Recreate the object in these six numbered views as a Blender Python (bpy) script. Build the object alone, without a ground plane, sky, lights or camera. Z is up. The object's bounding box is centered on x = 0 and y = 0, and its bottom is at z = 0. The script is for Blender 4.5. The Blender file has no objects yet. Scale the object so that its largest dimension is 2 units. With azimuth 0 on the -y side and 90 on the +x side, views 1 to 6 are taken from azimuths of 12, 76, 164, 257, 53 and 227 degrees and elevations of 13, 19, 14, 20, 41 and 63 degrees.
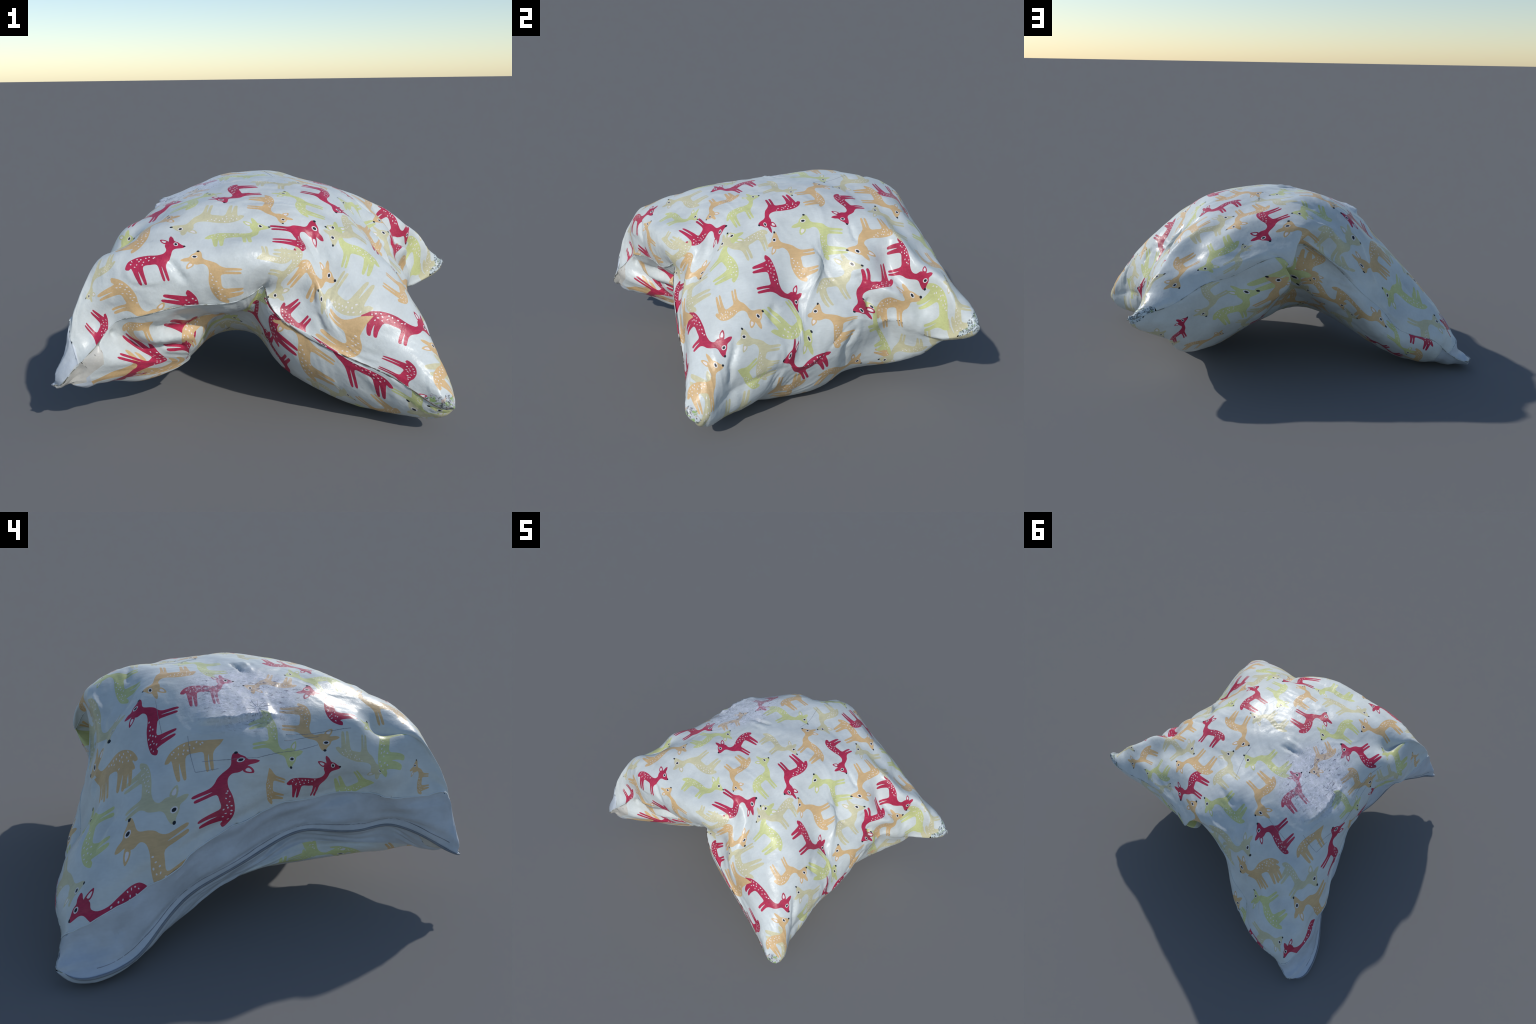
# A plump square cushion slumped over its own corners: printed cotton cover with deer,
# plain zip band along one edge, stitched seams, creases, a torn hem and scuffed corners.
import bpy, math, random
import numpy as np
from mathutils import Vector
from mathutils.geometry import delaunay_2d_cdt

random.seed(7)
RNG = np.random.RandomState(7)

# ---------------------------------------------------------------- shape of the two cloth panels
# The cover is two square panels sewn round the rim.  Each panel is a loft through
# cross-sections (cubic B-spline, control points in millimetres); u runs from the zip edge
# (-1) to the plain edge (+1), v from the front seam (-1) to the rear seam (+1).
FRONT_SECTIONS = {
    "section_00": [(-645, -868, 224), (-680, -866, 218), (-608, -807, 229), (-608, -738, 288), (-519, -575, 352), (-517, -464, 303), (-532, -291, 331), (-501, -168, 346), (-562, 5, 288), (-652, 109, 283), (-693, 266, 230), (-754, 368, 210), (-846, 493, 126), (-931, 574, 54), (-1008, 743, 43), (-1001, 818, 53), (-955, 850, 60)],
    "section_01": [(-601, -885, 219), (-670, -855, 273), (-610, -871, 307), (-664, -719, 335), (-522, -622, 449), (-493, -444, 341), (-597, -336, 401), (-493, -165, 379), (-551, 12, 345), (-660, 115, 319), (-721, 260, 297), (-730, 393, 258), (-845, 487, 172), (-903, 636, 122), (-922, 675, 51), (-944, 832, 104), (-939, 897, 60)],
    "section_02": [(-556, -896, 308), (-535, -895, 354), (-596, -837, 378), (-564, -807, 534), (-650, -505, 327), (-655, -577, 636), (-365, -366, 445), (-583, -162, 500), (-557, -31, 459), (-665, 110, 414), (-655, 275, 392), (-901, 418, 398), (-812, 521, 254), (-942, 591, 281), (-822, 898, 243), (-911, 848, 158), (-815, 840, 94)],
    "section_03": [(-455, -824, 386), (-522, -778, 387), (-573, -846, 600), (-527, -751, 585), (-416, -778, 918), (-595, -391, 540), (-554, -395, 680), (-591, -171, 572), (-590, -2, 652), (-639, 139, 569), (-722, 252, 589), (-698, 403, 484), (-774, 564, 492), (-765, 674, 402), (-815, 733, 304), (-708, 850, 256), (-734, 880, 233)],
    "section_04": [(-418, -740, 495), (-441, -736, 573), (-486, -788, 510), (-528, -688, 869), (-399, -481, 556), (-524, -480, 900), (-471, -287, 778), (-497, -144, 761), (-595, -19, 759), (-542, 159, 764), (-570, 293, 673), (-607, 475, 676), (-621, 552, 572), (-611, 653, 486), (-556, 804, 414), (-538, 856, 331), (-488, 853, 259)],
    "section_05": [(-270, -801, 513), (-276, -792, 564), (-300, -805, 674), (-364, -747, 741), (-377, -545, 883), (-330, -391, 796), (-376, -295, 888), (-423, -147, 875), (-406, 11, 876), (-525, 123, 809), (-483, 328, 841), (-442, 438, 697), (-520, 512, 714), (-440, 678, 608), (-506, 667, 427), (-450, 750, 387), (-458, 740, 378)],
    "section_06": [(-140, -685, 552), (-127, -706, 570), (-126, -763, 695), (-180, -693, 818), (-184, -571, 845), (-215, -448, 929), (-233, -256, 919), (-251, -125, 920), (-283, 35, 920), (-311, 168, 939), (-320, 303, 907), (-334, 480, 908), (-302, 611, 822), (-316, 644, 660), (-331, 777, 587), (-343, 720, 545), (-297, 784, 482)],
    "section_07": [(80, -652, 538), (57, -683, 581), (-4, -738, 730), (-6, -655, 779), (-25, -550, 819), (-57, -405, 935), (-83, -274, 937), (-110, -113, 976), (-139, 21, 961), (-163, 180, 978), (-184, 327, 998), (-176, 466, 952), (-166, 540, 809), (-201, 703, 825), (-55, 582, 659), (-158, 745, 657), (-181, 645, 647)],
    "section_08": [(178, -607, 599), (187, -633, 642), (207, -681, 706), (195, -644, 847), (159, -510, 795), (86, -413, 921), (92, -255, 930), (59, -130, 981), (42, 34, 991), (11, 171, 969), (-7, 319, 981), (0, 448, 995), (-7, 609, 984), (-29, 729, 888), (-2, 752, 861), (93, 689, 847), (106, 692, 838)],
    "section_09": [(207, -580, 632), (244, -618, 626), (322, -646, 693), (413, -430, 767), (301, -458, 844), (242, -396, 877), (254, -257, 945), (224, -106, 945), (174, -1, 981), (182, 172, 994), (158, 320, 937), (149, 477, 960), (125, 565, 911), (173, 657, 882), (105, 732, 782), (47, 816, 692), (111, 786, 592)],
    "section_10": [(211, -615, 516), (242, -560, 529), (313, -498, 589), (409, -596, 692), (395, -397, 689), (418, -383, 847), (378, -271, 871), (382, -123, 948), (387, 50, 964), (313, 160, 922), (324, 310, 961), (308, 420, 881), (346, 584, 929), (295, 626, 823), (322, 723, 743), (213, 717, 758), (136, 751, 781)],
    "section_11": [(399, -619, 394), (405, -618, 410), (437, -611, 477), (464, -593, 581), (458, -465, 638), (524, -436, 767), (569, -184, 824), (507, -154, 853), (457, -2, 866), (535, 143, 920), (451, 306, 877), (502, 409, 889), (427, 498, 778), (559, 637, 819), (411, 713, 679), (465, 759, 672), (446, 719, 589)],
    "section_12": [(572, -626, 325), (556, -590, 320), (565, -607, 383), (453, -608, 452), (560, -565, 607), (687, -368, 669), (663, -257, 692), (602, -113, 704), (645, 73, 740), (508, 124, 759), (660, 222, 771), (570, 464, 817), (722, 480, 821), (542, 580, 639), (677, 694, 681), (577, 726, 607), (563, 744, 615)],
    "section_13": [(748, -625, 263), (740, -651, 292), (737, -584, 332), (701, -621, 421), (800, -515, 527), (783, -418, 558), (784, -213, 613), (619, -48, 535), (724, 76, 689), (582, 53, 603), (794, 358, 720), (571, 407, 501), (824, 497, 701), (809, 623, 687), (749, 703, 617), (737, 754, 516), (734, 768, 488)],
    "section_14": [(877, -647, 176), (892, -620, 211), (893, -702, 282), (933, -546, 360), (930, -473, 375), (887, -294, 432), (756, -14, 371), (843, -70, 474), (723, -125, 446), (798, 119, 582), (638, 259, 534), (936, 344, 693), (657, 613, 350), (906, 662, 599), (956, 635, 501), (902, 790, 530), (893, 793, 467)],
    "section_15": [(953, -653, 134), (990, -728, 161), (988, -594, 208), (998, -540, 224), (905, -463, 279), (874, -303, 306), (883, -165, 330), (787, -79, 281), (815, 92, 385), (793, 179, 500), (762, 332, 439), (685, 427, 482), (861, 487, 436), (766, 636, 322), (937, 714, 431), (967, 770, 449), (948, 766, 425)],
    "section_16": [(990, -610, 130), (1000, -623, 134), (996, -613, 139), (1002, -546, 162), (878, -460, 212), (879, -313, 246), (830, -177, 287), (833, -65, 237), (779, 81, 315), (787, 201, 498), (762, 329, 393), (728, 414, 433), (813, 513, 361), (753, 640, 277), (1029, 700, 415), (959, 765, 466), (988, 749, 423)],
}

# inner control points of the underside panel (its rim is the rim of the front panel)
BACK_SECTIONS = {
    "section_00": [(-654, -898, 149), (-546, -779, 292), (-605, -768, 151), (-447, -597, 365), (-514, -453, 277), (-504, -293, 316), (-447, -121, 354), (-547, -1, 257), (-640, 120, 256), (-663, 266, 195), (-729, 389, 179), (-832, 473, 67), (-911, 580, 23), (-1002, 729, 2), (-959, 868, -19)],
    "section_01": [(-511, -791, 301), (-690, -1010, 182), (-510, -733, 172), (-544, -605, 335), (-443, -454, 221), (-460, -288, 296), (-460, -128, 281), (-556, -6, 227), (-613, 133, 196), (-656, 270, 156), (-741, 369, 61), (-784, 494, 39), (-806, 655, -14), (-840, 788, 2), (-830, 801, 61)],
    "section_02": [(-425, -931, 339), (-204, -556, 263), (-495, -788, 198), (-429, -628, 101), (-520, -488, 238), (-425, -294, 179), (-529, -164, 207), (-574, -9, 197), (-555, 165, 171), (-620, 287, 94), (-631, 438, 55), (-624, 575, -1), (-643, 707, 21), (-664, 834, 75), (-691, 922, 184)],
    "section_03": [(-456, -676, 446), (-309, -647, 221), (-56, -244, 184), (-348, -597, 127), (-430, -460, 133), (-476, -326, 169), (-458, -147, 151), (-481, 9, 165), (-514, 162, 114), (-522, 310, 86), (-511, 452, 44), (-492, 604, 87), (-485, 730, 112), (-509, 863, 172), (-497, 866, 209)],
    "section_04": [(-259, -780, 456), (-286, -700, 334), (-153, -537, 307), (-230, -415, 163), (-314, -429, 125), (-368, -287, 110), (-396, -144, 116), (-411, 5, 113), (-419, 153, 93), (-407, 306, 116), (-390, 455, 154), (-366, 588, 171), (-361, 716, 231), (-353, 872, 285), (-436, 805, 377)],
    "section_05": [(-149, -651, 528), (-184, -566, 523), (-83, -525, 286), (-142, -443, 255), (-165, -337, 195), (-232, -247, 191), (-231, -121, 148), (-279, 12, 165), (-290, 149, 174), (-293, 288, 201), (-265, 418, 224), (-243, 557, 279), (-251, 650, 361), (-257, 733, 455), (-262, 782, 435)],
    "section_06": [(85, -618, 493), (62, -555, 440), (-63, -446, 478), (-102, -360, 405), (-87, -300, 326), (-89, -201, 276), (-154, -108, 257), (-135, 21, 215), (-149, 146, 229), (-155, 261, 268), (-143, 384, 315), (-133, 488, 374), (-92, 687, 414), (-110, 680, 574), (-173, 630, 647)],
    "section_07": [(167, -578, 574), (134, -542, 504), (104, -449, 455), (110, -362, 376), (103, -271, 326), (78, -187, 270), (75, -71, 265), (6, 25, 208), (13, 150, 225), (-6, 269, 261), (1, 361, 334), (5, 444, 436), (20, 557, 540), (92, 704, 610), (85, 661, 765)],
    "section_08": [(183, -574, 596), (154, -550, 540), (180, -515, 411), (190, -431, 300), (180, -346, 169), (209, -203, 203), (189, -88, 169), (173, 37, 166), (151, 170, 166), (157, 282, 229), (111, 429, 255), (135, 486, 381), (56, 581, 486), (295, 600, 688), (176, 780, 619)],
    "section_09": [(214, -610, 520), (214, -614, 503), (248, -601, 363), (280, -514, 216), (306, -382, 109), (328, -227, 103), (326, -89, 97), (309, 52, 93), (290, 188, 104), (281, 328, 157), (283, 442, 245), (203, 581, 296), (194, 629, 420), (-107, 724, 526), (119, 813, 701)],
    "section_10": [(386, -628, 402), (353, -616, 502), (374, -619, 343), (410, -536, 154), (445, -400, 59), (457, -238, 52), (459, -88, 43), (445, 56, 43), (427, 222, 38), (412, 360, 101), (395, 491, 177), (375, 600, 268), (317, 696, 394), (358, 760, 496), (388, 676, 594)],
    "section_11": [(569, -625, 320), (540, -634, 347), (545, -601, 211), (552, -520, 103), (572, -411, -4), (606, -237, -16), (612, -81, -15), (593, 86, -20), (551, 199, 67), (563, 378, 62), (544, 521, 130), (509, 611, 248), (531, 722, 336), (518, 716, 477), (551, 778, 551)],
    "section_12": [(739, -619, 243), (734, -602, 178), (710, -568, 110), (703, -507, 5), (705, -393, 21), (719, -236, 36), (726, -79, 32), (720, 91, 66), (662, 193, 124), (696, 374, 136), (696, 524, 89), (725, 635, 141), (656, 679, 309), (719, 754, 406), (720, 764, 483)],
    "section_13": [(875, -648, 142), (867, -632, 110), (871, -565, 9), (867, -458, 36), (879, -342, 79), (815, -214, 168), (779, -75, 171), (775, 73, 223), (744, 211, 276), (686, 342, 285), (675, 449, 288), (787, 602, 236), (776, 707, 249), (793, 771, 330), (893, 792, 415)],
    "section_14": [(948, -642, 141), (967, -615, 63), (998, -554, 71), (907, -440, 141), (887, -318, 190), (830, -202, 237), (806, -66, 214), (778, 95, 280), (812, 227, 433), (737, 330, 366), (721, 434, 367), (785, 516, 318), (755, 667, 289), (1004, 709, 354), (984, 780, 387)],
}

# creases and rolls pressed into the cloth: panel, height in mm, half width, line in (u, v)
CREASES = [
    ("back", -22, 0.025, [(-0.431, -0.948), (-0.375, -0.877), (-0.32, -0.811), (-0.237, -0.79), (-0.181, -0.836)]),
    ("back", -18, 0.02, [(-0.581, -0.947), (-0.561, -0.914), (-0.515, -0.883), (-0.448, -0.828), (-0.393, -0.738)]),
    ("back", 12, 0.025, [(-0.522, -0.962), (-0.457, -0.913), (-0.375, -0.813), (-0.286, -0.731)]),
    ("back", -15, 0.015, [(-0.608, -0.981), (-0.605, -0.956)]),
    ("front", -12, 0.015, [(-0.294, -0.775), (-0.273, -0.846), (-0.253, -0.891)]),
    ("front", -8, 0.012, [(0.336, -0.744), (0.363, -0.789), (0.377, -0.821)]),
    ("front", -8, 0.02, [(0.414, -0.837), (0.446, -0.875), (0.473, -0.894)]),
    ("front", -14, 0.015, [(0.801, -0.49), (0.845, -0.517), (0.891, -0.552), (0.968, -0.568)]),
    ("front", -11, 0.012, [(0.725, -0.286), (0.772, -0.334), (0.802, -0.339)]),
    ("back", -14, 0.02, [(0.97, 0.151), (0.907, 0.077), (0.752, 0.112)]),
    ("front", -20, 0.012, [(0.881, 0.285), (0.938, 0.257)]),
    ("front", -12, 0.012, [(0.729, 0.243), (0.798, 0.272)]),
    ("front", -9, 0.01, [(0.471, 0.262), (0.558, 0.283)]),
    ("front", -6, 0.008, [(0.539, 0.011), (0.66, 0.102), (0.785, 0.168)]),
    ("front", 8, 0.02, [(0.677, 0.423), (0.761, 0.447), (0.857, 0.462)]),
    ("front", -8, 0.015, [(0.039, 0.481), (-0.055, 0.505), (-0.078, 0.495)]),
    ("front", 10, 0.015, [(-0.043, 0.688), (-0.118, 0.667), (-0.133, 0.735)]),
    ("front", -9, 0.018, [(-0.093, 0.447), (-0.185, 0.523), (-0.218, 0.616), (-0.261, 0.702)]),
    ("front", -8, 0.015, [(-0.549, 0.659), (-0.59, 0.725), (-0.64, 0.786)]),
    ("front", 8, 0.012, [(-0.481, 0.739), (-0.509, 0.831), (-0.58, 0.859)]),
    ("front", 12, 0.015, [(-0.277, 0.59), (-0.312, 0.658), (-0.343, 0.768), (-0.353, 0.843)]),
    ("front", -10, 0.02, [(-0.135, 0.606), (-0.172, 0.656), (-0.227, 0.679)]),
    ("front", -8, 0.015, [(-0.395, 0.992), (-0.551, 0.99)]),
    ("front", -7, 0.012, [(-0.951, -0.156), (-0.975, -0.28), (-0.968, -0.434)]),
    ("front", -7, 0.012, [(-0.938, 0.895), (-0.939, 0.848), (-0.935, 0.788)]),
    ("front", -6, 0.01, [(-0.917, 0.764), (-0.91, 0.701)]),
    ("front", -13, 0.01, [(-0.045, 0.016), (-0.101, -0.005), (-0.15, -0.019)]),
    ("front", 8, 0.016, [(-0.04, -0.027), (-0.097, -0.049), (-0.153, -0.054)]),
    ("front", -5, 0.01, [(-0.079, -0.077), (-0.12, -0.034)]),
]

# where the print stops and the plain zip band begins
HEM_LINE = [(-0.819, -0.784), (-0.851, -0.678), (-0.85, -0.579), (-0.87, -0.466), (-0.862, -0.359), (-0.84, -0.267), (-0.839, -0.231), (-0.841, -0.173), (-0.823, -0.063), (-0.832, 0.004), (-0.816, 0.184), (-0.83, 0.25), (-0.841, 0.377), (-0.86, 0.41), (-0.852, 0.501), (-0.839, 0.56), (-0.846, 0.72), (-0.868, 0.819), (-0.868, 0.884), (-0.848, 0.975)]

STITCH_LINES = [
    [(-0.544, -0.091), (-0.565, -0.196), (-0.579, -0.292), (-0.585, -0.363)],
    [(-0.562, 0.256), (-0.595, 0.154), (-0.618, 0.045), (-0.609, -0.055), (-0.613, -0.211)],
    [(0.084, 0.157), (0.079, 0.214), (0.057, 0.283), (0.017, 0.372)],
    [(-0.567, -0.077), (-0.574, -0.172), (-0.585, -0.225)],
    [(-0.257, 0.383), (-0.335, 0.386), (-0.397, 0.384)],
    [(-0.448, 0.286), (-0.523, 0.29), (-0.589, 0.29), (-0.611, 0.201)],
]

SCRIBBLE_CENTRE = (-0.412, -0.005)

# torn hem on the crown: edge line, and how far its upper lip stands up (mm)
TORN_EDGE = [(-0.458, -0.085), (-0.46, -0.05), (-0.444, -0.005), (-0.437, 0.05), (-0.428, 0.1), (-0.415, 0.15), (-0.408, 0.215), (-0.4, 0.25)]
TORN_LIP = [0, 18, 14, 30, 24, 32, 26, 0]

# ---------------------------------------------------------------- printed deer
# colour, panel, chest position (u, v), turn in degrees, (length, height) of the figure, lean
DEER = [
    ("crimson", "front", (-0.306, -0.773), 0, (0.115, 0.167), -0.093),
    ("apricot", "front", (-0.403, -0.547), 91, (0.138, -0.163), 0.169),
    ("straw", "front", (-0.198, -0.501), -174, (0.145, 0.15), 0.226),
    ("lime", "front", (-0.019, -0.604), 6, (0.13, 0.153), 0.029),
    ("crimson", "front", (-0.395, -0.333), -6, (0.144, 0.171), -0.038),
    ("lime", "front", (-0.251, -0.293), 95, (0.124, -0.165), 0.058),
    ("crimson", "front", (-0.055, -0.279), -79, (0.128, -0.162), -0.031),
    ("apricot", "front", (0.07, -0.415), -88, (0.135, 0.133), -0.087),
    ("lime", "front", (0.205, -0.237), 97, (0.119, 0.161), 0.005),
    ("crimson", "front", (0.296, -0.152), -94, (0.139, 0.165), -0.209),
    ("apricot", "front", (0.189, 0.108), -169, (0.131, -0.17), -0.102),
    ("straw", "front", (0.089, 0.336), -92, (0.136, 0.156), -0.032),
    ("lime", "front", (-0.011, 0.153), 6, (0.147, 0.149), 0.095),
    ("crimson", "front", (0.386, 0.282), 21, (0.129, -0.157), -0.294),
    ("apricot", "front", (0.302, 0.499), 16, (0.138, 0.194), 0.131),
    ("straw", "front", (0.403, 0.53), 179, (0.141, 0.185), -0.166),
    ("crimson", "front", (0.172, 0.687), 103, (0.162, -0.164), 0.102),
    ("lime", "front", (-0.012, 0.541), 1, (0.136, 0.165), -0.049),
    ("apricot", "front", (0.022, 0.796), -89, (0.183, 0.182), -0.039),
    ("apricot", "front", (-0.133, 0.349), 88, (0.135, 0.164), -0.09),
    ("crimson", "front", (-0.267, 0.13), -95, (0.13, 0.13), -0.05),
    ("crimson", "front", (-0.311, 0.403), -14, (0.127, 0.171), -0.287),
    ("straw", "front", (-0.21, 0.728), 174, (0.14, 0.258), -0.046),
    ("apricot", "front", (-0.384, 0.725), 81, (0.166, -0.168), -0.042),
    ("apricot", "front", (-0.371, 0.745), 70, (0.174, -0.149), -0.072, "cropped"),
    ("straw", "front", (-0.625, 0.496), -178, (0.145, 0.198), -0.046),
    ("lime", "front", (-0.51, 0.782), -13, (0.147, 0.194), -0.15),
    ("apricot", "front", (-0.728, 0.498), 2, (0.173, 0.227), -0.062),
    ("crimson", "front", (-0.868, 0.777), 102, (0.173, -0.16), -0.024),
    ("straw", "front", (-0.666, 0.918), -86, (0.134, -0.147), -0.15),
    ("crimson", "front", (-0.657, 0.206), 2, (0.13, -0.214), -0.084),
    ("apricot", "front", (-0.509, 0.197), -93, (0.161, 0.169), 0.017, "cropped"),
    ("apricot", "front", (-0.692, -0.006), -5, (0.106, 0.099), 0.209, "cropped"),
    ("lime", "front", (-0.589, -0.029), -179, (0.133, 0.147), -0.023),
    ("apricot", "front", (-0.555, -0.174), 170, (0.115, 0.171), 0.014),
    ("crimson", "front", (-0.76, -0.197), -103, (0.111, 0.128), -0.22),
    ("lime", "front", (-0.615, -0.524), -24, (0.159, 0.14), -0.033),
    ("apricot", "front", (-0.791, -0.638), 6, (0.047, 0.068), -0.117),
    ("straw", "front", (-0.691, -0.416), -103, (0.128, -0.132), -0.1),
    ("lime", "front", (-0.815, -0.378), -72, (0.116, -0.131), -0.008, "cropped"),
    ("straw", "front", (-0.58, -0.787), -165, (0.088, 0.087), 0.386),
    ("apricot", "front", (-0.455, -0.978), -80, (0.144, 0.166), 0.055),
    ("crimson", "front", (-0.309, -1.092), -112, (0.151, 0.162), -0.025, "cropped"),
    ("crimson", "front", (-0.698, -0.994), -164, (0.094, 0.127), 0.077, "cropped"),
    ("crimson", "back", (-0.697, -0.827), 171, (0.177, -0.159), -0.011),
    ("apricot", "back", (-0.744, -0.847), -130, (0.202, -0.221), -0.047),
    ("apricot", "back", (-0.42, -0.948), 8, (0.109, -0.104), -0.034, "cropped"),
    ("apricot", "front", (-0.14, -0.835), 84, (0.137, 0.149), -0.027),
    ("straw", "front", (0.008, -0.8), 177, (0.089, 0.112), -0.278, "cropped"),
    ("straw", "front", (0.145, -0.898), -85, (0.155, 0.16), 0.032),
    ("crimson", "front", (0.172, -0.512), 79, (0.206, -0.173), 0.083),
    ("straw", "front", (0.418, -0.365), -83, (0.14, -0.145), 0.04),
    ("apricot", "front", (0.362, -0.708), 22, (0.195, 0.191), 0.152),
    ("straw", "front", (0.464, -0.649), -174, (0.152, 0.205), 0.05),
    ("lime", "front", (0.417, -0.434), -167, (0.135, -0.157), 0.018),
    ("apricot", "front", (0.625, -0.691), 75, (0.292, -0.199), 0.103, "cropped"),
    ("apricot", "front", (0.691, -0.407), 98, (0.101, -0.137), -0.206),
    ("crimson", "front", (0.77, -0.635), 2, (0.122, 0.168), -0.054),
    ("apricot", "front", (0.913, -0.693), 81, (0.168, 0.145), -0.249),
    ("crimson", "front", (0.754, -0.986), -102, (0.143, 0.153), -0.224),
    ("crimson", "back", (0.559, -0.843), 151, (0.16, 0.247), -0.403),
    ("apricot", "back", (0.43, -0.794), -85, (0.184, -0.184), -0.18),
    ("straw", "back", (0.517, -0.553), 6, (0.117, -0.121), 0.042),
    ("straw", "back", (0.944, -0.852), -137, (0.213, -0.21), -0.07),
    ("lime", "back", (0.999, -1.047), 171, (0.209, -0.211), 0.007),
    ("crimson", "front", (0.401, -0.978), -13, (0.103, -0.149), 0.095),
    ("crimson", "back", (0.263, -0.549), 40, (0.162, 0.195), -0.05),
    ("straw", "front", (0.858, -0.41), 175, (0.123, 0.112), -0.036),
    ("crimson", "front", (0.683, -0.234), -1, (0.148, 0.154), 0.021),
    ("apricot", "front", (0.524, -0.088), 178, (0.133, 0.171), 0.086),
    ("lime", "front", (0.474, 0.106), -174, (0.138, 0.193), 0.143),
    ("apricot", "front", (0.532, 0.32), -88, (0.152, 0.154), -0.139),
    ("straw", "front", (0.757, 0.195), 91, (0.125, 0.183), -0.142),
    ("crimson", "front", (0.71, 0.527), -1, (0.13, 0.181), -0.183),
    ("crimson", "front", (0.823, 0.26), -71, (0.168, 0.192), 0.145),
    ("apricot", "front", (0.913, 0.482), 103, (0.166, 0.194), 0.053),
    ("apricot", "front", (0.923, 0.083), 154, (0.119, 0.166), -0.043),
    ("lime", "front", (0.829, -0.167), 92, (0.162, -0.181), 0.176),
    ("crimson", "front", (1.033, -0.182), -84, (0.142, -0.225), 0.202),
    ("apricot", "back", (0.827, -0.284), -85, (0.144, -0.192), -0.19, "cropped"),
    ("lime", "front", (0.935, -0.502), -142, (0.117, 0.117), 0.001, "cropped"),
    ("straw", "front", (0.925, -0.406), -167, (0.088, 0.118), 0.405, "cropped"),
    ("lime", "back", (0.993, 0.27), -26, (0.203, 0.11), -0.216),
    ("straw", "back", (0.818, 0.415), -96, (0.144, -0.163), 0.473),
    ("lime", "front", (0.938, 0.738), 32, (0.181, 0.193), 0.045, "cropped"),
    ("straw", "front", (0.823, 0.838), 174, (0.157, 0.158), 0.001),
    ("apricot", "front", (0.626, 0.824), 97, (0.127, -0.157), 0.143),
    ("lime", "front", (0.481, 0.788), 8, (0.126, 0.17), 0.076),
    ("straw", "front", (0.381, 0.855), -102, (0.102, -0.102), 0.513),
    ("straw", "back", (0.566, 0.88), -98, (0.121, 0.131), -0.009),
    ("lime", "back", (0.448, 0.79), 173, (0.115, -0.191), -0.255),
    ("apricot", "back", (0.361, 0.825), 62, (0.15, 0.124), -0.102),
    ("crimson", "back", (0.73, 0.77), 150, (0.104, -0.127), 0.132),
    ("apricot", "back", (0.586, 0.558), -152, (0.11, -0.112), -0.036),
    ("lime", "back", (0.204, 0.874), -115, (0.323, -0.313), 0.252),
    ("apricot", "back", (-0.068, 0.888), -65, (0.102, -0.112), -0.052),
    ("lime", "back", (-0.565, 0.882), -113, (0.12, -0.114), -0.034),
    ("crimson", "back", (-0.608, 1.01), 14, (0.105, 0.094), 0.227),
]


def basis(t, n):
    k = 3
    kn = np.r_[np.zeros(k), np.linspace(0, 1, n - k + 1), np.ones(k)]
    t = np.clip(t, 0, 1 - 1e-9)
    B = np.array([(t >= kn[i]) & (t < kn[i + 1]) for i in range(len(kn) - 1)], float)
    for d in range(1, k + 1):
        new = []
        for i in range(len(kn) - 1 - d):
            a, b = kn[i + d] - kn[i], kn[i + d + 1] - kn[i + 1]
            f = np.zeros_like(t)
            if a > 0:
                f = f + (t - kn[i]) / a * B[i]
            if b > 0:
                f = f + (kn[i + d + 1] - t) / b * B[i + 1]
            new.append(f)
        B = np.array(new)
    return B.T


front = np.array([FRONT_SECTIONS[k] for k in sorted(FRONT_SECTIONS)], float) / 1000
back = front.copy()
back[1:-1, 1:-1] = np.array([BACK_SECTIONS[k] for k in sorted(BACK_SECTIONS)], float) / 1000
CONTROL = {"front": front, "back": back}
NC = len(front)


def loft(panel, uv):
    uv = np.asarray(uv, float)
    bu, bv = basis((uv[:, 0] + 1) / 2, NC), basis((uv[:, 1] + 1) / 2, NC)
    return np.einsum("pi,pj,ijk->pk", bu, bv, CONTROL[panel])


def smooth_noise(p, seed):
    """value noise in 2D, range about -1..1"""
    r = np.random.RandomState(seed).rand(97, 97) * 2 - 1
    i = np.floor(p).astype(int)
    f = p - i
    f = f * f * (3 - 2 * f)
    a, b = i % 97, (i + 1) % 97
    g = lambda x, y: r[x, y]
    return ((g(a[:, 0], a[:, 1]) * (1 - f[:, 0]) + g(b[:, 0], a[:, 1]) * f[:, 0]) * (1 - f[:, 1])
            + (g(a[:, 0], b[:, 1]) * (1 - f[:, 0]) + g(b[:, 0], b[:, 1]) * f[:, 0]) * f[:, 1])


def line_distance(uv, line):
    """distance to a polyline, position along it (0..1), signed side"""
    line = np.asarray(line, float)
    seg = np.linalg.norm(np.diff(line, axis=0), axis=1)
    cum = np.r_[0, np.cumsum(seg)]
    best = np.full(len(uv), 9.0)
    along = np.zeros(len(uv))
    side = np.zeros(len(uv))
    for k in range(len(seg)):
        a, d = line[k], line[k + 1] - line[k]
        t = np.clip(((uv - a) @ d) / (d @ d + 1e-12), 0, 1)
        w = uv - a - t[:, None] * d
        dist = np.hypot(w[:, 0], w[:, 1])
        m = dist < best
        best[m], along[m] = dist[m], (cum[k] + t[m] * seg[k]) / cum[-1]
        side[m] = (d[0] * w[m, 1] - d[1] * w[m, 0])
    return best, along, np.sign(side)


CRUMPLE_MEAN = 0.0


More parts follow.
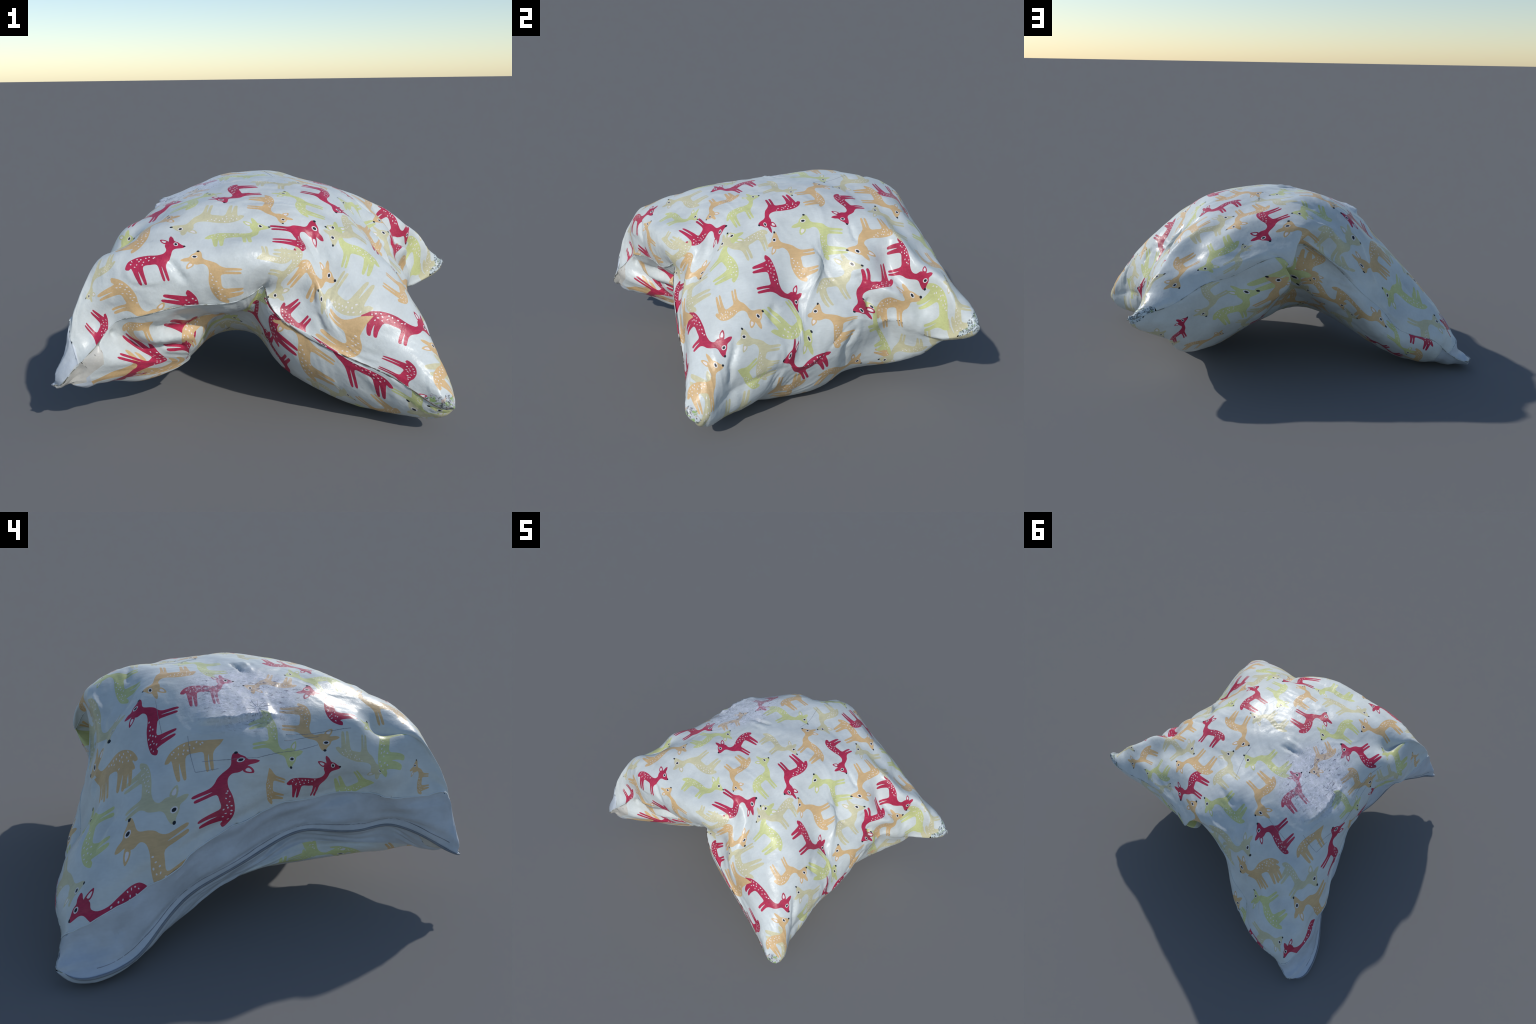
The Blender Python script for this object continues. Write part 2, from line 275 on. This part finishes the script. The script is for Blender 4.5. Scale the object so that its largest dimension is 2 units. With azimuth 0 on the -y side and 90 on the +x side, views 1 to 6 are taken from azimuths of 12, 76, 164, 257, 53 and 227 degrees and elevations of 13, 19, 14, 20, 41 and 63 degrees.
def relief(panel, uv):
    """height of the cloth above the lofted panel, in metres"""
    u, v = uv[:, 0], uv[:, 1]
    h = np.zeros(len(uv))
    for where, amp, width, line in CREASES:
        if where != panel:
            continue
        dist, along, _ = line_distance(uv, line)
        fade = np.clip(np.minimum(along, 1 - along) * 5, 0, 1) ** 0.5
        fade = np.where((along <= 0) | (along >= 1), 0.25 * np.exp(-dist / width), fade)
        h += amp / 1000 * np.exp(-(dist / width) ** 2) * np.where(dist < 3 * width, np.maximum(fade, 0.15), 0)
    # gathers running in from the front, rear and plain seams
    for edge, along, seed in ((1 + v, u, 3), (1 - v, u, 5), (1 - u, v, 9)):
        p = np.stack([along * 26, edge * 3 + 7], 1)
        h += 0.0035 * smooth_noise(p, seed + (panel == "back")) * np.exp(-edge / 0.13) * np.clip(edge / 0.02, 0, 1)
    # soft crumple of the cloth
    turned = np.stack([u * 0.8 + v * 0.6, v * 0.8 - u * 0.6], 1)
    h += 0.0022 * smooth_noise(turned * [9, 16] + 20, 12) + 0.0008 * smooth_noise(turned * [31, 22] + 40, 13)
    h += 0.0003 * smooth_noise(uv * 70 + 60, 14)
    h -= CRUMPLE_MEAN
    # crisp small pleats and wrinkles, strongest towards the seams and corners
    edge = np.minimum(np.minimum(1 - np.abs(v), 1 - u), 1.2)
    where = np.clip(0.5 + 0.9 * smooth_noise(uv * 4.5 + 33, 51), 0, 1) * (0.25 + 0.75 * np.exp(-np.clip(edge, 0, 2) / 0.3))
    across = np.where(1 - np.abs(v) < 1 - u, u, v)
    bend = 0.25 * smooth_noise(uv * 5 + 11, 52)
    for k, (fr, am) in enumerate(((11, 0.0075), (23, 0.0038))):
        w = smooth_noise(np.stack([(across + bend) * fr + 50, edge * fr * 0.28 + 3], 1), 60 + k)
        h += am * where * (0.28 - np.abs(w)) * np.clip(edge / 0.05, 0, 1)
    w = smooth_noise(np.stack([(u * 0.7 - v * 0.7 + bend) * 19 + 40, (u + v) * 6 + 44], 1), 71)
    h += 0.0028 * (0.28 - np.abs(w)) * np.clip(0.3 + smooth_noise(uv * 3 + 70, 72), 0, 1)
    rim = np.minimum(np.minimum(1 - np.abs(u), 1 - np.abs(v)) / 0.015, 1)
    h *= np.clip(rim, 0, 1)
    # hem folds and the channel of the zip
    e = 1 + u
    # long soft folds along the plain band
    h += 0.007 * smooth_noise(np.stack([e * 30 + 5, v * 6 + 30 + e * 6], 1), 41) * np.clip((0.26 - e) / 0.06, 0, 1) * np.clip(e / 0.03, 0, 1)
    if panel == "front":
        e = e + 0.009 * smooth_noise(np.stack([v * 7 + 20, v * 0 + 3], 1), 45)
        h += 0.004 * np.exp(-((e - 0.045) / 0.012) ** 2) - 0.004 * np.exp(-((e - 0.024) / 0.008) ** 2)
        dist, along, side = line_distance(uv, HEM_LINE)
        h += 0.005 * np.exp(-(dist / 0.01) ** 2)
        lip = np.interp(line_distance(uv, TORN_EDGE)[1], np.linspace(0, 1, len(TORN_LIP)), TORN_LIP) / 1000
        dist, along, side = line_distance(uv, TORN_EDGE)
        upper = side < 0
        inside = (along > 0) & (along < 1)
        h += np.where(inside, lip * np.where(upper, np.exp(-dist / 0.045), np.clip(1 - dist / 0.007, 0, 1)), 0)
        worn = np.exp(-(((u + 0.3) / 0.2) ** 2 + ((v - 0.02) / 0.28) ** 2))
        h += worn * 0.0012 * smooth_noise(uv * [44, 30], 31)
    else:
        h += 0.005 * np.exp(-((e - 0.035) / 0.012) ** 2) - 0.003 * np.exp(-((e - 0.018) / 0.007) ** 2)
    return h


def surface(panel, uv):
    uv = np.asarray(uv, float)
    uv = np.clip(uv, -1, 1)
    e = 2e-3
    c = np.clip(uv, -1 + e, 1 - e)
    du = loft(panel, c + [e, 0]) - loft(panel, c - [e, 0])
    dv = loft(panel, c + [0, e]) - loft(panel, c - [0, e])
    nrm = np.cross(du, dv)
    if panel == "back":
        nrm = -nrm
    nrm /= np.linalg.norm(nrm, axis=1, keepdims=True) + 1e-12
    return loft(panel, uv) + nrm * relief(panel, uv)[:, None], nrm


# ---------------------------------------------------------------- the deer motif (chest at 0,0; body length 1)
def rounded(points, steps=3):
    p = np.asarray(points, float)
    out = []
    for i in range(len(p)):
        a, b, c, d = p[i - 1], p[i], p[(i + 1) % len(p)], p[(i + 2) % len(p)]
        for s in range(steps):
            t = s / steps
            out.append(0.5 * (2 * b + (c - a) * t + (2 * a - 5 * b + 4 * c - d) * t * t + (3 * b - a - 3 * c + d) * t ** 3))
    return np.array(out)


def oval(x, y, rx, ry, tilt=0.0, k=8):
    a = np.linspace(0, 2 * math.pi, k, endpoint=False)
    c, s = math.cos(tilt), math.sin(tilt)
    return np.stack([x + rx * np.cos(a) * c - ry * np.sin(a) * s, y + rx * np.cos(a) * s + ry * np.sin(a) * c], 1)


BODY = rounded([
    (-1.2, -0.1), (-1.13, 0.02), (-1.0, 0.12), (-0.75, 0.19), (-0.45, 0.19), (-0.2, 0.14), (0.0, 0.16), (0.1, 0.26), (0.08, 0.4),
    (0.12, 0.5), (0.2, 0.58), (0.21, 0.72), (0.26, 0.8), (0.33, 0.72), (0.37, 0.6), (0.47, 0.55), (0.57, 0.46), (0.66, 0.41), (0.63, 0.34),
    (0.5, 0.3), (0.36, 0.28), (0.27, 0.22), (0.2, 0.08), (0.12, -0.04), (0.02, -0.12), (-0.06, -0.25), (-0.09, -0.56), (-0.16, -0.575),
    (-0.165, -0.4), (-0.17, -0.2), (-0.2, -0.4), (-0.215, -0.56), (-0.285, -0.56), (-0.28, -0.35), (-0.28, -0.14), (-0.45, -0.1),
    (-0.66, -0.1), (-0.72, -0.3), (-0.76, -0.56), (-0.83, -0.575), (-0.84, -0.4), (-0.85, -0.2), (-0.88, -0.4), (-0.905, -0.56),
    (-0.975, -0.56), (-1.0, -0.35), (-1.02, -0.1), (-1.1, -0.13)])
EAR = rounded([(0.1, 0.47), (0.0, 0.53), (-0.06, 0.66), (0.03, 0.67), (0.14, 0.62), (0.2, 0.55)])
EAR_HOLE = rounded([(0.09, 0.515), (0.03, 0.55), (-0.01, 0.625), (0.06, 0.62), (0.13, 0.57)], 2)
# where the cloth is pieced or tucked the neck and head are cut away
TORSO = np.array([p for p in BODY if not (p[1] > 0.12 and p[0] > -0.1)])
SPOTS = [(-1.0, 0.03), (-0.92, 0.09), (-0.85, 0.0), (-0.8, 0.12), (-0.73, 0.05), (-0.66, 0.13), (-0.62, 0.02), (-0.54, 0.1),
         (-0.47, 0.03), (-0.42, 0.12), (-0.34, 0.06), (-0.26, 0.1), (-0.9, -0.07), (-0.7, -0.05)]


# figures filling the gaps between the placed ones on the face
def middle(d):
    a = math.radians(d[3])
    return np.array(d[2]) + np.array([[math.cos(a), -math.sin(a)], [math.sin(a), math.cos(a)]]) @ np.array([-0.4 * d[4][0], 0.1 * d[4][1]])


def head(d):
    a = math.radians(d[3])
    m = np.array([[math.cos(a), -math.sin(a)], [math.sin(a), math.cos(a)]]) @ np.array([[d[4][0], d[5] * abs(d[4][1])], [0, d[4][1]]])
    return np.array(d[2]) + m @ np.array([0.3, 0.5])


face = [d for d in DEER if d[1] == "front"]
bodies, heads = [middle(d) for d in face], [head(d) for d in face]
for tries in range(6000):
    size = RNG.uniform(0.12, 0.14)
    entry = (RNG.choice(["apricot", "lime", "straw", "straw"]), "front", tuple(RNG.uniform([-0.7, -0.93], [0.95, 0.93])), RNG.randint(0, 360), (size, size), 0)
    b, h = middle(entry), head(entry)
    gap = lambda p, q: min(np.hypot(*(p - o)) for o in q)
    if gap(b, bodies) > 0.165 and gap(b, heads) > 0.14 and gap(h, bodies) > 0.14 and gap(h, heads) > 0.11 and h[0] > -0.75:
        bodies.append(b)
        heads.append(h)
        DEER.append(entry)

# the print carries on over the hidden underside: scattered figures that keep clear of the placed ones
taken = [middle(d) for d in DEER if d[1] == "back"] + [np.array([2, 0]) + middle(d) * [-1, 1] for d in DEER if d[1] == "front"]
for tries in range(4000):
    spot = RNG.uniform([-0.72, -0.92], [0.95, 0.92])
    if min(np.hypot(*(spot - p)) for p in taken) > 0.175:
        taken.append(spot)
        e = 0.01
        c = np.clip(spot, -0.98, 0.98)
        du, dv = loft('back', [c + [e, 0]]) - loft('back', [c - [e, 0]]), loft('back', [c + [0, e]]) - loft('back', [c - [0, e]])
        size = RNG.uniform(0.125, 0.15) / min(max(math.sqrt(np.linalg.norm(np.cross(du, dv))) / (2 * e), 0.7), 1.6)
        DEER.append((RNG.choice(["crimson", "apricot", "lime", "straw", "apricot"]), "back", tuple(spot), RNG.randint(0, 360), (size, -size), 0))


def figures(panel):
    """all polygons of the print on one panel: (points, deer index, layer); layer 0 coat, 1 white, 2 black"""
    polys = []
    for index, (shade, where, pos, turn, (sx, sy), lean, *extra) in enumerate(DEER):
        rnd = np.random.RandomState(100 + index)
        a = math.radians(turn)
        m = np.array([[math.cos(a), -math.sin(a)], [math.sin(a), math.cos(a)]]) @ np.array([[sx, lean * abs(sy)], [0, sy]])
        over = where != panel  # the cloth is folded, not sewn, along the plain edge: the print runs on round it
        put = lambda p: (np.asarray(p) @ m.T + pos) * ([-1, 1] if over else [1, 1]) + ([2, 0] if over else [0, 0])
        if over and put(BODY)[:, 0].min() > 0.995:
            continue
        cropped = bool(extra)
        parts = [] if cropped else [(oval(0.645, 0.4, 0.042, 0.036), 2), (oval(0.4, 0.465, 0.042, 0.05), 2), (oval(0.4, 0.465, 0.068, 0.076, k=10), 1), (EAR_HOLE, 1)]
        for x, y in SPOTS:
            x, y = x + rnd.uniform(-0.03, 0.03), y + rnd.uniform(-0.02, 0.02)
            parts.append((oval(x, y, rnd.uniform(0.022, 0.03), rnd.uniform(0.014, 0.02), rnd.uniform(0, 3), 6), 1))
        parts += [(TORSO, 0)] if cropped else [(EAR, 0), (BODY, 0)]
        for poly, layer in parts:
            if not over or put(poly)[:, 0].min() < 1:
                polys.append((put(poly), index, layer))
    return polys


def wobbly(center, r, span, seed):
    """a quarter-round patch outline at a corner of the panel"""
    rnd = np.random.RandomState(seed)
    cu, cv = center
    pts = [(cu * 1.03, cv * 1.03)]
    for k in range(13):
        a = math.pi / 2 * k / 12
        rr = r * (1 + rnd.uniform(-0.12, 0.12)) / (math.cos(a) + math.sin(a)) * span
        pts.append((cu - math.copysign(rr * math.cos(a), cu) if 0 < k < 13 else cu - math.copysign(rr, cu), cv - math.copysign(rr * math.sin(a), cv)))
    pts[1] = (pts[1][0], cv * 1.03)
    pts[-1] = (cu * 1.03, pts[-1][1])
    return np.array(pts)


SCUFFS = {"front": [((1, -1), 0.18, "grass"), ((1, 1), 0.19, "grit")],
          "back": [((1, 1), 0.12, "grit"), ((-1, -1), 0.3, "beige")]}
GRID = 230


_g = np.stack(np.meshgrid(np.linspace(-0.9, 0.9, 60), np.linspace(-0.9, 0.9, 60)), -1).reshape(-1, 2)
_t = np.stack([_g[:, 0] * 0.8 + _g[:, 1] * 0.6, _g[:, 1] * 0.8 - _g[:, 0] * 0.6], 1)
CRUMPLE_MEAN = float(np.mean(0.0022 * smooth_noise(_t * [9, 16] + 20, 12) + 0.0008 * smooth_noise(_t * [31, 22] + 40, 13)))


def build_panel(panel):
    """triangulate one panel with the print, the band and the scuffed corners cut in; returns uv, faces, labels"""
    line = np.linspace(-1, 1, GRID + 1)
    uu, vv = np.meshgrid(line, line, indexing="ij")
    inner = np.stack([uu, vv], -1)
    jit = RNG.uniform(-0.25, 0.25, inner.shape) * (2 / GRID)
    jit[0], jit[-1], jit[:, 0], jit[:, -1] = 0, 0, 0, 0
    pts = [tuple(p) for p in (inner + jit).reshape(-1, 2)]
    faces, tags = [], []

    def add(poly, tag):
        area = np.sum(poly[:, 0] * np.roll(poly[:, 1], -1) - np.roll(poly[:, 0], -1) * poly[:, 1])
        if area < 0:
            poly = poly[::-1]
        s = len(pts)
        pts.extend(tuple(p) for p in poly)
        faces.append(list(range(s, s + len(poly))))
        tags.append(tag)

    if panel == "front":
        hem = np.array(HEM_LINE)
        add(np.r_[[(hem[0, 0], -1.02)], hem, [(hem[-1, 0] + 0.005, 1.02), (-1.02, 1.02), (-1.02, -1.02)]], ("band",))
    else:
        edge = np.array([(-0.8 + 0.012 * math.sin(9 * v), v) for v in np.linspace(-1.02, 1.02, 30)])
        add(np.r_[edge, [(-1.02, 1.02), (-1.02, -1.02)]], ("band",))
    for corner, r, kind in SCUFFS[panel]:
        add(wobbly(corner, r, 1.0, 11 if kind == "grass" else 23), ("scuff", kind))
    for poly, index, layer in figures(panel):
        add(poly, ("deer", index, layer))
    v, e, f, ov, oe, of = delaunay_2d_cdt([Vector(p) for p in pts], [], faces, 0, 1e-7)
    uv = np.array([tuple(p) for p in v])
    tri = [t for t in f]
    keep, label = [], []
    for t, src in zip(f, of):
        c = uv[list(t)].mean(0)
        if abs(c[0]) > 1 or abs(c[1]) > 1:
            continue
        got = [tags[k] for k in src]
        lab = ("cloth",)
        band = [g for g in got if g[0] == "band"]
        scuff = [g for g in got if g[0] == "scuff"]
        deer = [g for g in got if g[0] == "deer"]
        if scuff and not (band and scuff[0][1] != "beige"):
            lab = scuff[0]
        elif band:
            lab = band[0]
        elif deer:
            first = min(g[1] for g in deer)
            mine = [g for g in deer if g[1] == first]
            layers = [g[2] for g in mine]
            lab = ("deer", first, 2 if 2 in layers else 1 if 1 in layers else 0)
        keep.append(list(t))
        label.append(lab)
    return uv, keep, label


# ---------------------------------------------------------------- materials
def cotton(name, colour, grain=0.05, worn=0.0, streak=0.06, rough=0.34, specks=None):
    m = bpy.data.materials.new(name)
    m.use_nodes = True
    nt = m.node_tree
    N, Lk = nt.nodes, nt.links
    bsdf = N["Principled BSDF"]
    bsdf.inputs["Roughness"].default_value = rough
    bsdf.inputs["Specular IOR Level"].default_value = 0.33
    tc = N.new("ShaderNodeTexCoord")

    def noise(scale, detail=4, rgh=0.6, stretch=None):
        n = N.new("ShaderNodeTexNoise")
        n.inputs["Scale"].default_value = scale
        n.inputs["Detail"].default_value = detail
        n.inputs["Roughness"].default_value = rgh
        src = tc.outputs["Object"]
        if stretch:
            mp = N.new("ShaderNodeMapping")
            mp.inputs["Scale"].default_value = stretch
            mp.inputs["Rotation"].default_value = (0.3, 0.5, 0.6)
            Lk.new(src, mp.inputs["Vector"])
            src = mp.outputs["Vector"]
        Lk.new(src, n.inputs["Vector"])
        return n.outputs["Fac"]

    def ramp(fac, a, b, ca=(0, 0, 0, 1), cb=(1, 1, 1, 1)):
        r = N.new("ShaderNodeValToRGB")
        r.color_ramp.elements[0].position, r.color_ramp.elements[1].position = a, b
        r.color_ramp.elements[0].color, r.color_ramp.elements[1].color = ca, cb
        Lk.new(fac, r.inputs["Fac"])
        return r.outputs["Color"]

    def mix(fac, a, b, kind="MIX"):
        x = N.new("ShaderNodeMix")
        x.data_type, x.blend_type = "RGBA", kind
        for sock, val in ((x.inputs["Factor"], fac), (x.inputs["A"], a), (x.inputs["B"], b)):
            if hasattr(val, "is_output"):
                Lk.new(val, sock)
            else:
                sock.default_value = val
        return x.outputs["Result"]

    c = np.array(colour)
    dark = (*np.clip(c * (1 - 1.6 * grain), 0, 1), 1)
    light = (*np.clip(c * (1 + grain), 0, 1), 1)
    col = ramp(noise(9, 5), 0.35, 0.65, dark, light)
    pen = ramp(noise(120, 3, 0.7, (1, 0.22, 1)), 0.3, 0.7, (*(np.ones(3) * (1 - streak)), 1), (1, 1, 1, 1))
    col = mix(1.0, col, pen, "MULTIPLY")
    if worn:
        # rubbed, creased patch on the crown of the cushion
        mp = N.new("ShaderNodeMapping")
        mp.vector_type = "TEXTURE"
        mp.inputs["Location"].default_value = (-0.31, 0.03, 0.91)
        mp.inputs["Scale"].default_value = (0.27, 0.33, 0.3)
        Lk.new(tc.outputs["Object"], mp.inputs["Vector"])
        g = N.new("ShaderNodeTexGradient")
        g.gradient_type = "SPHERICAL"
        Lk.new(mp.outputs["Vector"], g.inputs["Vector"])
        patch = ramp(g.outputs["Fac"], 0.05, 0.45)
        tint = mix(0.35, col, (0.72, 0.70, 0.82, 1))
        rub = mix(ramp(noise(55, 6, 0.75), 0.5, 0.56), tint, (0.80, 0.80, 0.87, 1))
        rub = mix(worn, col, rub)
        scratch = ramp(noise(80, 6, 0.8, (1.0, 0.35, 1.0)), 0.57, 0.61)
        rub = mix(scratch, rub, (0.2, 0.19, 0.24, 1))
        col = mix(patch, col, rub)
    if specks:
        for scale, lo, hi, tone in specks:
            col = mix(ramp(noise(scale, 6, 0.75), lo, hi), col, (*tone, 1))
    Lk.new(col, bsdf.inputs["Base Color"])
    bump = N.new("ShaderNodeBump")
    bump.inputs["Strength"].default_value = 0.12
    bump.inputs["Distance"].default_value = 0.004
    Lk.new(noise(90, 4, 0.65), bump.inputs["Height"])
    soft = N.new("ShaderNodeBump")
    soft.inputs["Strength"].default_value = 0.35
    soft.inputs["Distance"].default_value = 0.012
    Lk.new(noise(11, 5, 0.55, (1, 0.5, 1)), soft.inputs["Height"])
    Lk.new(soft.outputs["Normal"], bump.inputs["Normal"])
    Lk.new(bump.outputs["Normal"], bsdf.inputs["Normal"])
    return m


MAT = {
    "cloth": cotton("printed_cotton_ground", (0.645, 0.685, 0.68), worn=1.0),
    "crimson": cotton("crimson_print", (0.54, 0.035, 0.095), 0.12, worn=0.6, streak=0.25),
    "apricot": cotton("apricot_print", (0.72, 0.49, 0.25), 0.06, worn=0.45, streak=0.12),
    "lime": cotton("lime_print", (0.64, 0.67, 0.31), 0.06, worn=0.45, streak=0.12),
    "straw": cotton("straw_print", (0.65, 0.61, 0.40), 0.06, worn=0.45, streak=0.12),
    "white": cotton("white_print", (0.80, 0.76, 0.76), 0.03),
    "black": cotton("black_print", (0.02, 0.025, 0.035), 0.1),
    "band": cotton("plain_zip_band_cotton", (0.55, 0.60, 0.66), 0.05),
    "thread": cotton("pale_thread", (0.70, 0.76, 0.78), 0.05),
    "stitch": cotton("grey_stitching", (0.30, 0.31, 0.35), 0.3),
    "seam": cotton("dark_seam_thread", (0.10, 0.075, 0.06), 0.3, specks=[(14, 0.52, 0.6, (0.5, 0.53, 0.5))]),
    "pale_seam": cotton("olive_grey_seam_thread", (0.30, 0.31, 0.26), 0.3, specks=[(11, 0.45, 0.52, (0.58, 0.62, 0.62))]),
    "zip": cotton("zip_tape", (0.22, 0.24, 0.27), 0.1),
    "grass": cotton("grass_stained_corner", (0.60, 0.63, 0.66), 0.1,
                    specks=[(60, 0.52, 0.57, (0.12, 0.13, 0.13)), (45, 0.56, 0.6, (0.55, 0.42, 0.36)), (26, 0.55, 0.6, (0.30, 0.42, 0.16))]),
    "grit": cotton("gritty_corner", (0.60, 0.67, 0.70), 0.1, specks=[(75, 0.5, 0.55, (0.10, 0.12, 0.12)), (30, 0.57, 0.62, (0.25, 0.33, 0.16))]),
    "beige": cotton("beige_corner_lining", (0.60, 0.58, 0.53), 0.06, specks=[(40, 0.64, 0.67, (0.25, 0.24, 0.22))]),
}

# ---------------------------------------------------------------- assembling
root = bpy.data.objects.new("cushion", None)
root.empty_display_size = 0.2
bpy.context.scene.collection.objects.link(root)
root["label"] = "slumped square cushion printed with spotted deer"
root["category"] = "cushion"


def mesh_object(name, verts, faces, mats, slots=None, normals=None, parent=None):
    me = bpy.data.meshes.new(name)
    me.from_pydata([tuple(p) for p in verts], [], faces)
    for m in mats:
        me.materials.append(m)
    if slots is not None:
        me.polygons.foreach_set("material_index", slots)
    me.polygons.foreach_set("use_smooth", [True] * len(me.polygons))
    me.update()
    if normals is not None:
        me.normals_split_custom_set_from_vertices([tuple(q) for q in normals])
    ob = bpy.data.objects.new(name, me)
    bpy.context.scene.collection.objects.link(ob)
    ob.parent = parent or root
    return ob


def tube(name, path, radius, mat, parent=None, sides=6, lift=0.0, closed=False):
    """a thread following a path of (point, normal)"""
    p, nr = path
    p = p + nr * lift
    t = np.gradient(p, axis=0)
    t /= np.linalg.norm(t, axis=1, keepdims=True) + 1e-12
    s = np.cross(t, nr)
    s /= np.linalg.norm(s, axis=1, keepdims=True) + 1e-12
    q = np.cross(s, t)
    r = np.broadcast_to(np.asarray(radius, float), (len(p),))
    verts, faces = [], []
    for k in range(sides):
        a = 2 * math.pi * k / sides
        verts.append(p + (s * math.cos(a) + q * math.sin(a)) * r[:, None])
    verts = np.array(verts).transpose(1, 0, 2).reshape(-1, 3)
    for i in range(len(p) - 1):
        for k in range(sides):
            a, b = i * sides + k, i * sides + (k + 1) % sides
            faces.append((a, b, b + sides, a + sides))
    faces += [tuple(range(sides))[::-1], tuple(range(len(verts) - sides, len(verts)))]
    return mesh_object(name, verts, faces, [mat], parent=parent)


def dense(line, n):
    line = np.asarray(line, float)
    c = np.r_[0, np.cumsum(np.linalg.norm(np.diff(line, axis=0), axis=1))]
    s = np.linspace(0, c[-1], n)
    return np.stack([np.interp(s, c, line[:, 0]), np.interp(s, c, line[:, 1])], 1)


built = {}
for panel in ("front", "back"):
    uv, tris, labels = build_panel(panel)
    if panel == "back":
        tris = [t[::-1] for t in tris]
    xyz, _ = surface(panel, uv)
    xyz[:, 2] = np.maximum(xyz[:, 2], 0.001)
    T = np.array(tris)
    fn = np.cross(xyz[T[:, 1]] - xyz[T[:, 0]], xyz[T[:, 2]] - xyz[T[:, 0]])
    vn = np.zeros_like(xyz)
    for k in range(3):
        np.add.at(vn, T[:, k], fn)
    vn /= np.linalg.norm(vn, axis=1, keepdims=True) + 1e-15
    built[panel] = (uv, tris, labels, xyz, vn)

# the cloth turns smoothly over the rim: both panels share their normals there
rim_keys = lambda uv: {(round(float(a), 5), round(float(b), 5)): i for i, (a, b) in enumerate(uv) if max(abs(a), abs(b)) > 0.99999}
fk, bk = rim_keys(built['front'][0]), rim_keys(built['back'][0])
for key, i in fk.items():
    if key in bk:
        j = bk[key]
        m = built['front'][4][i] + built['back'][4][j]
        m /= np.linalg.norm(m) + 1e-12
        built['front'][4][i] = m
        built['back'][4][j] = m

for panel in ("front", "back"):
    uv, tris, labels, xyz, vn = built[panel]
    groups = {}
    for t, lab in zip(tris, labels):
        groups.setdefault(lab[:2] if lab[0] != "cloth" else lab[:1], []).append((t, lab))

    def piece(name, key, mats, slot_of, parent):
        items = groups[key]
        used = np.unique(np.array([t for t, _ in items]))
        remap = {int(a): i for i, a in enumerate(used)}
        faces = [[remap[a] for a in t] for t, _ in items]
        return mesh_object(name, xyz[used], faces, mats, [slot_of(l) for _, l in items], vn[used], parent)

    body = piece("printed_panel" if panel == "front" else "underside_panel", ("cloth",), [MAT["cloth"]], lambda l: 0, root)
    for key in groups:
        if key[0] == "band":
            piece("zip_band", key, [MAT["band"]], lambda l: 0, root)
        elif key[0] == "scuff":
            piece("scuffed_corner", key, [MAT[key[1]]], lambda l: 0, root)
        elif key[0] == "deer":
            shade = DEER[key[1]][0]
            piece("deer_print", key, [MAT[shade], MAT["white"], MAT["black"]], lambda l: l[2], body)

# seams: the dark stitched joints front and rear, the zip along the band
s = np.linspace(-1, 1, 240)
for v, lo, hi, mat, r in ((-1, -1, 0.1, "pale_seam", 0.002), (-1, 0.1, 1, "seam", 0.0023), (1, -1, 1, "pale_seam", 0.002)):
    part = np.linspace(lo, hi, 160)
    path = surface("front", np.stack([part, np.full_like(part, v)], 1))
    tube("seam", path, r * (1 + 0.3 * np.sin(np.arange(160) * 0.9)), MAT[mat], sides=6)
path = surface("front", np.stack([np.full_like(s, -1), s], 1))
tube("zip", path, np.interp(np.abs(s), [0, 0.85, 0.95, 1], [0.006, 0.006, 0.003, 0.001]), MAT["zip"], sides=8)
for off in (0.024,):
    path = surface("front", np.stack([np.full_like(s, -1 + off), s * 0.86], 1))
    tube("zip_stitching", path, 0.0016, MAT["stitch"], sides=5)
path = surface("front", dense(HEM_LINE, 220))
tube("hem_thread", path, 0.0022, MAT["thread"], sides=6, lift=0.0008)
for line in STITCH_LINES:
    path = surface("front", dense(line, 60))
    tube("darning_stitch", path, 0.0007 + 0.0006 * np.sin(np.arange(60) * 1.3) ** 2, MAT["stitch"], sides=5)
c = np.array(SCRIBBLE_CENTRE)
for k in range(11):
    a = 2 * math.pi * k / 11 + 0.2
    ray = np.stack([c + np.array([math.cos(a), math.sin(a)]) * r for r in np.linspace(0.008, 0.05 + 0.012 * math.sin(5 * k), 8)])
    tube("scribble_mark", surface("front", ray), 0.0008, MAT["stitch"], sides=4)
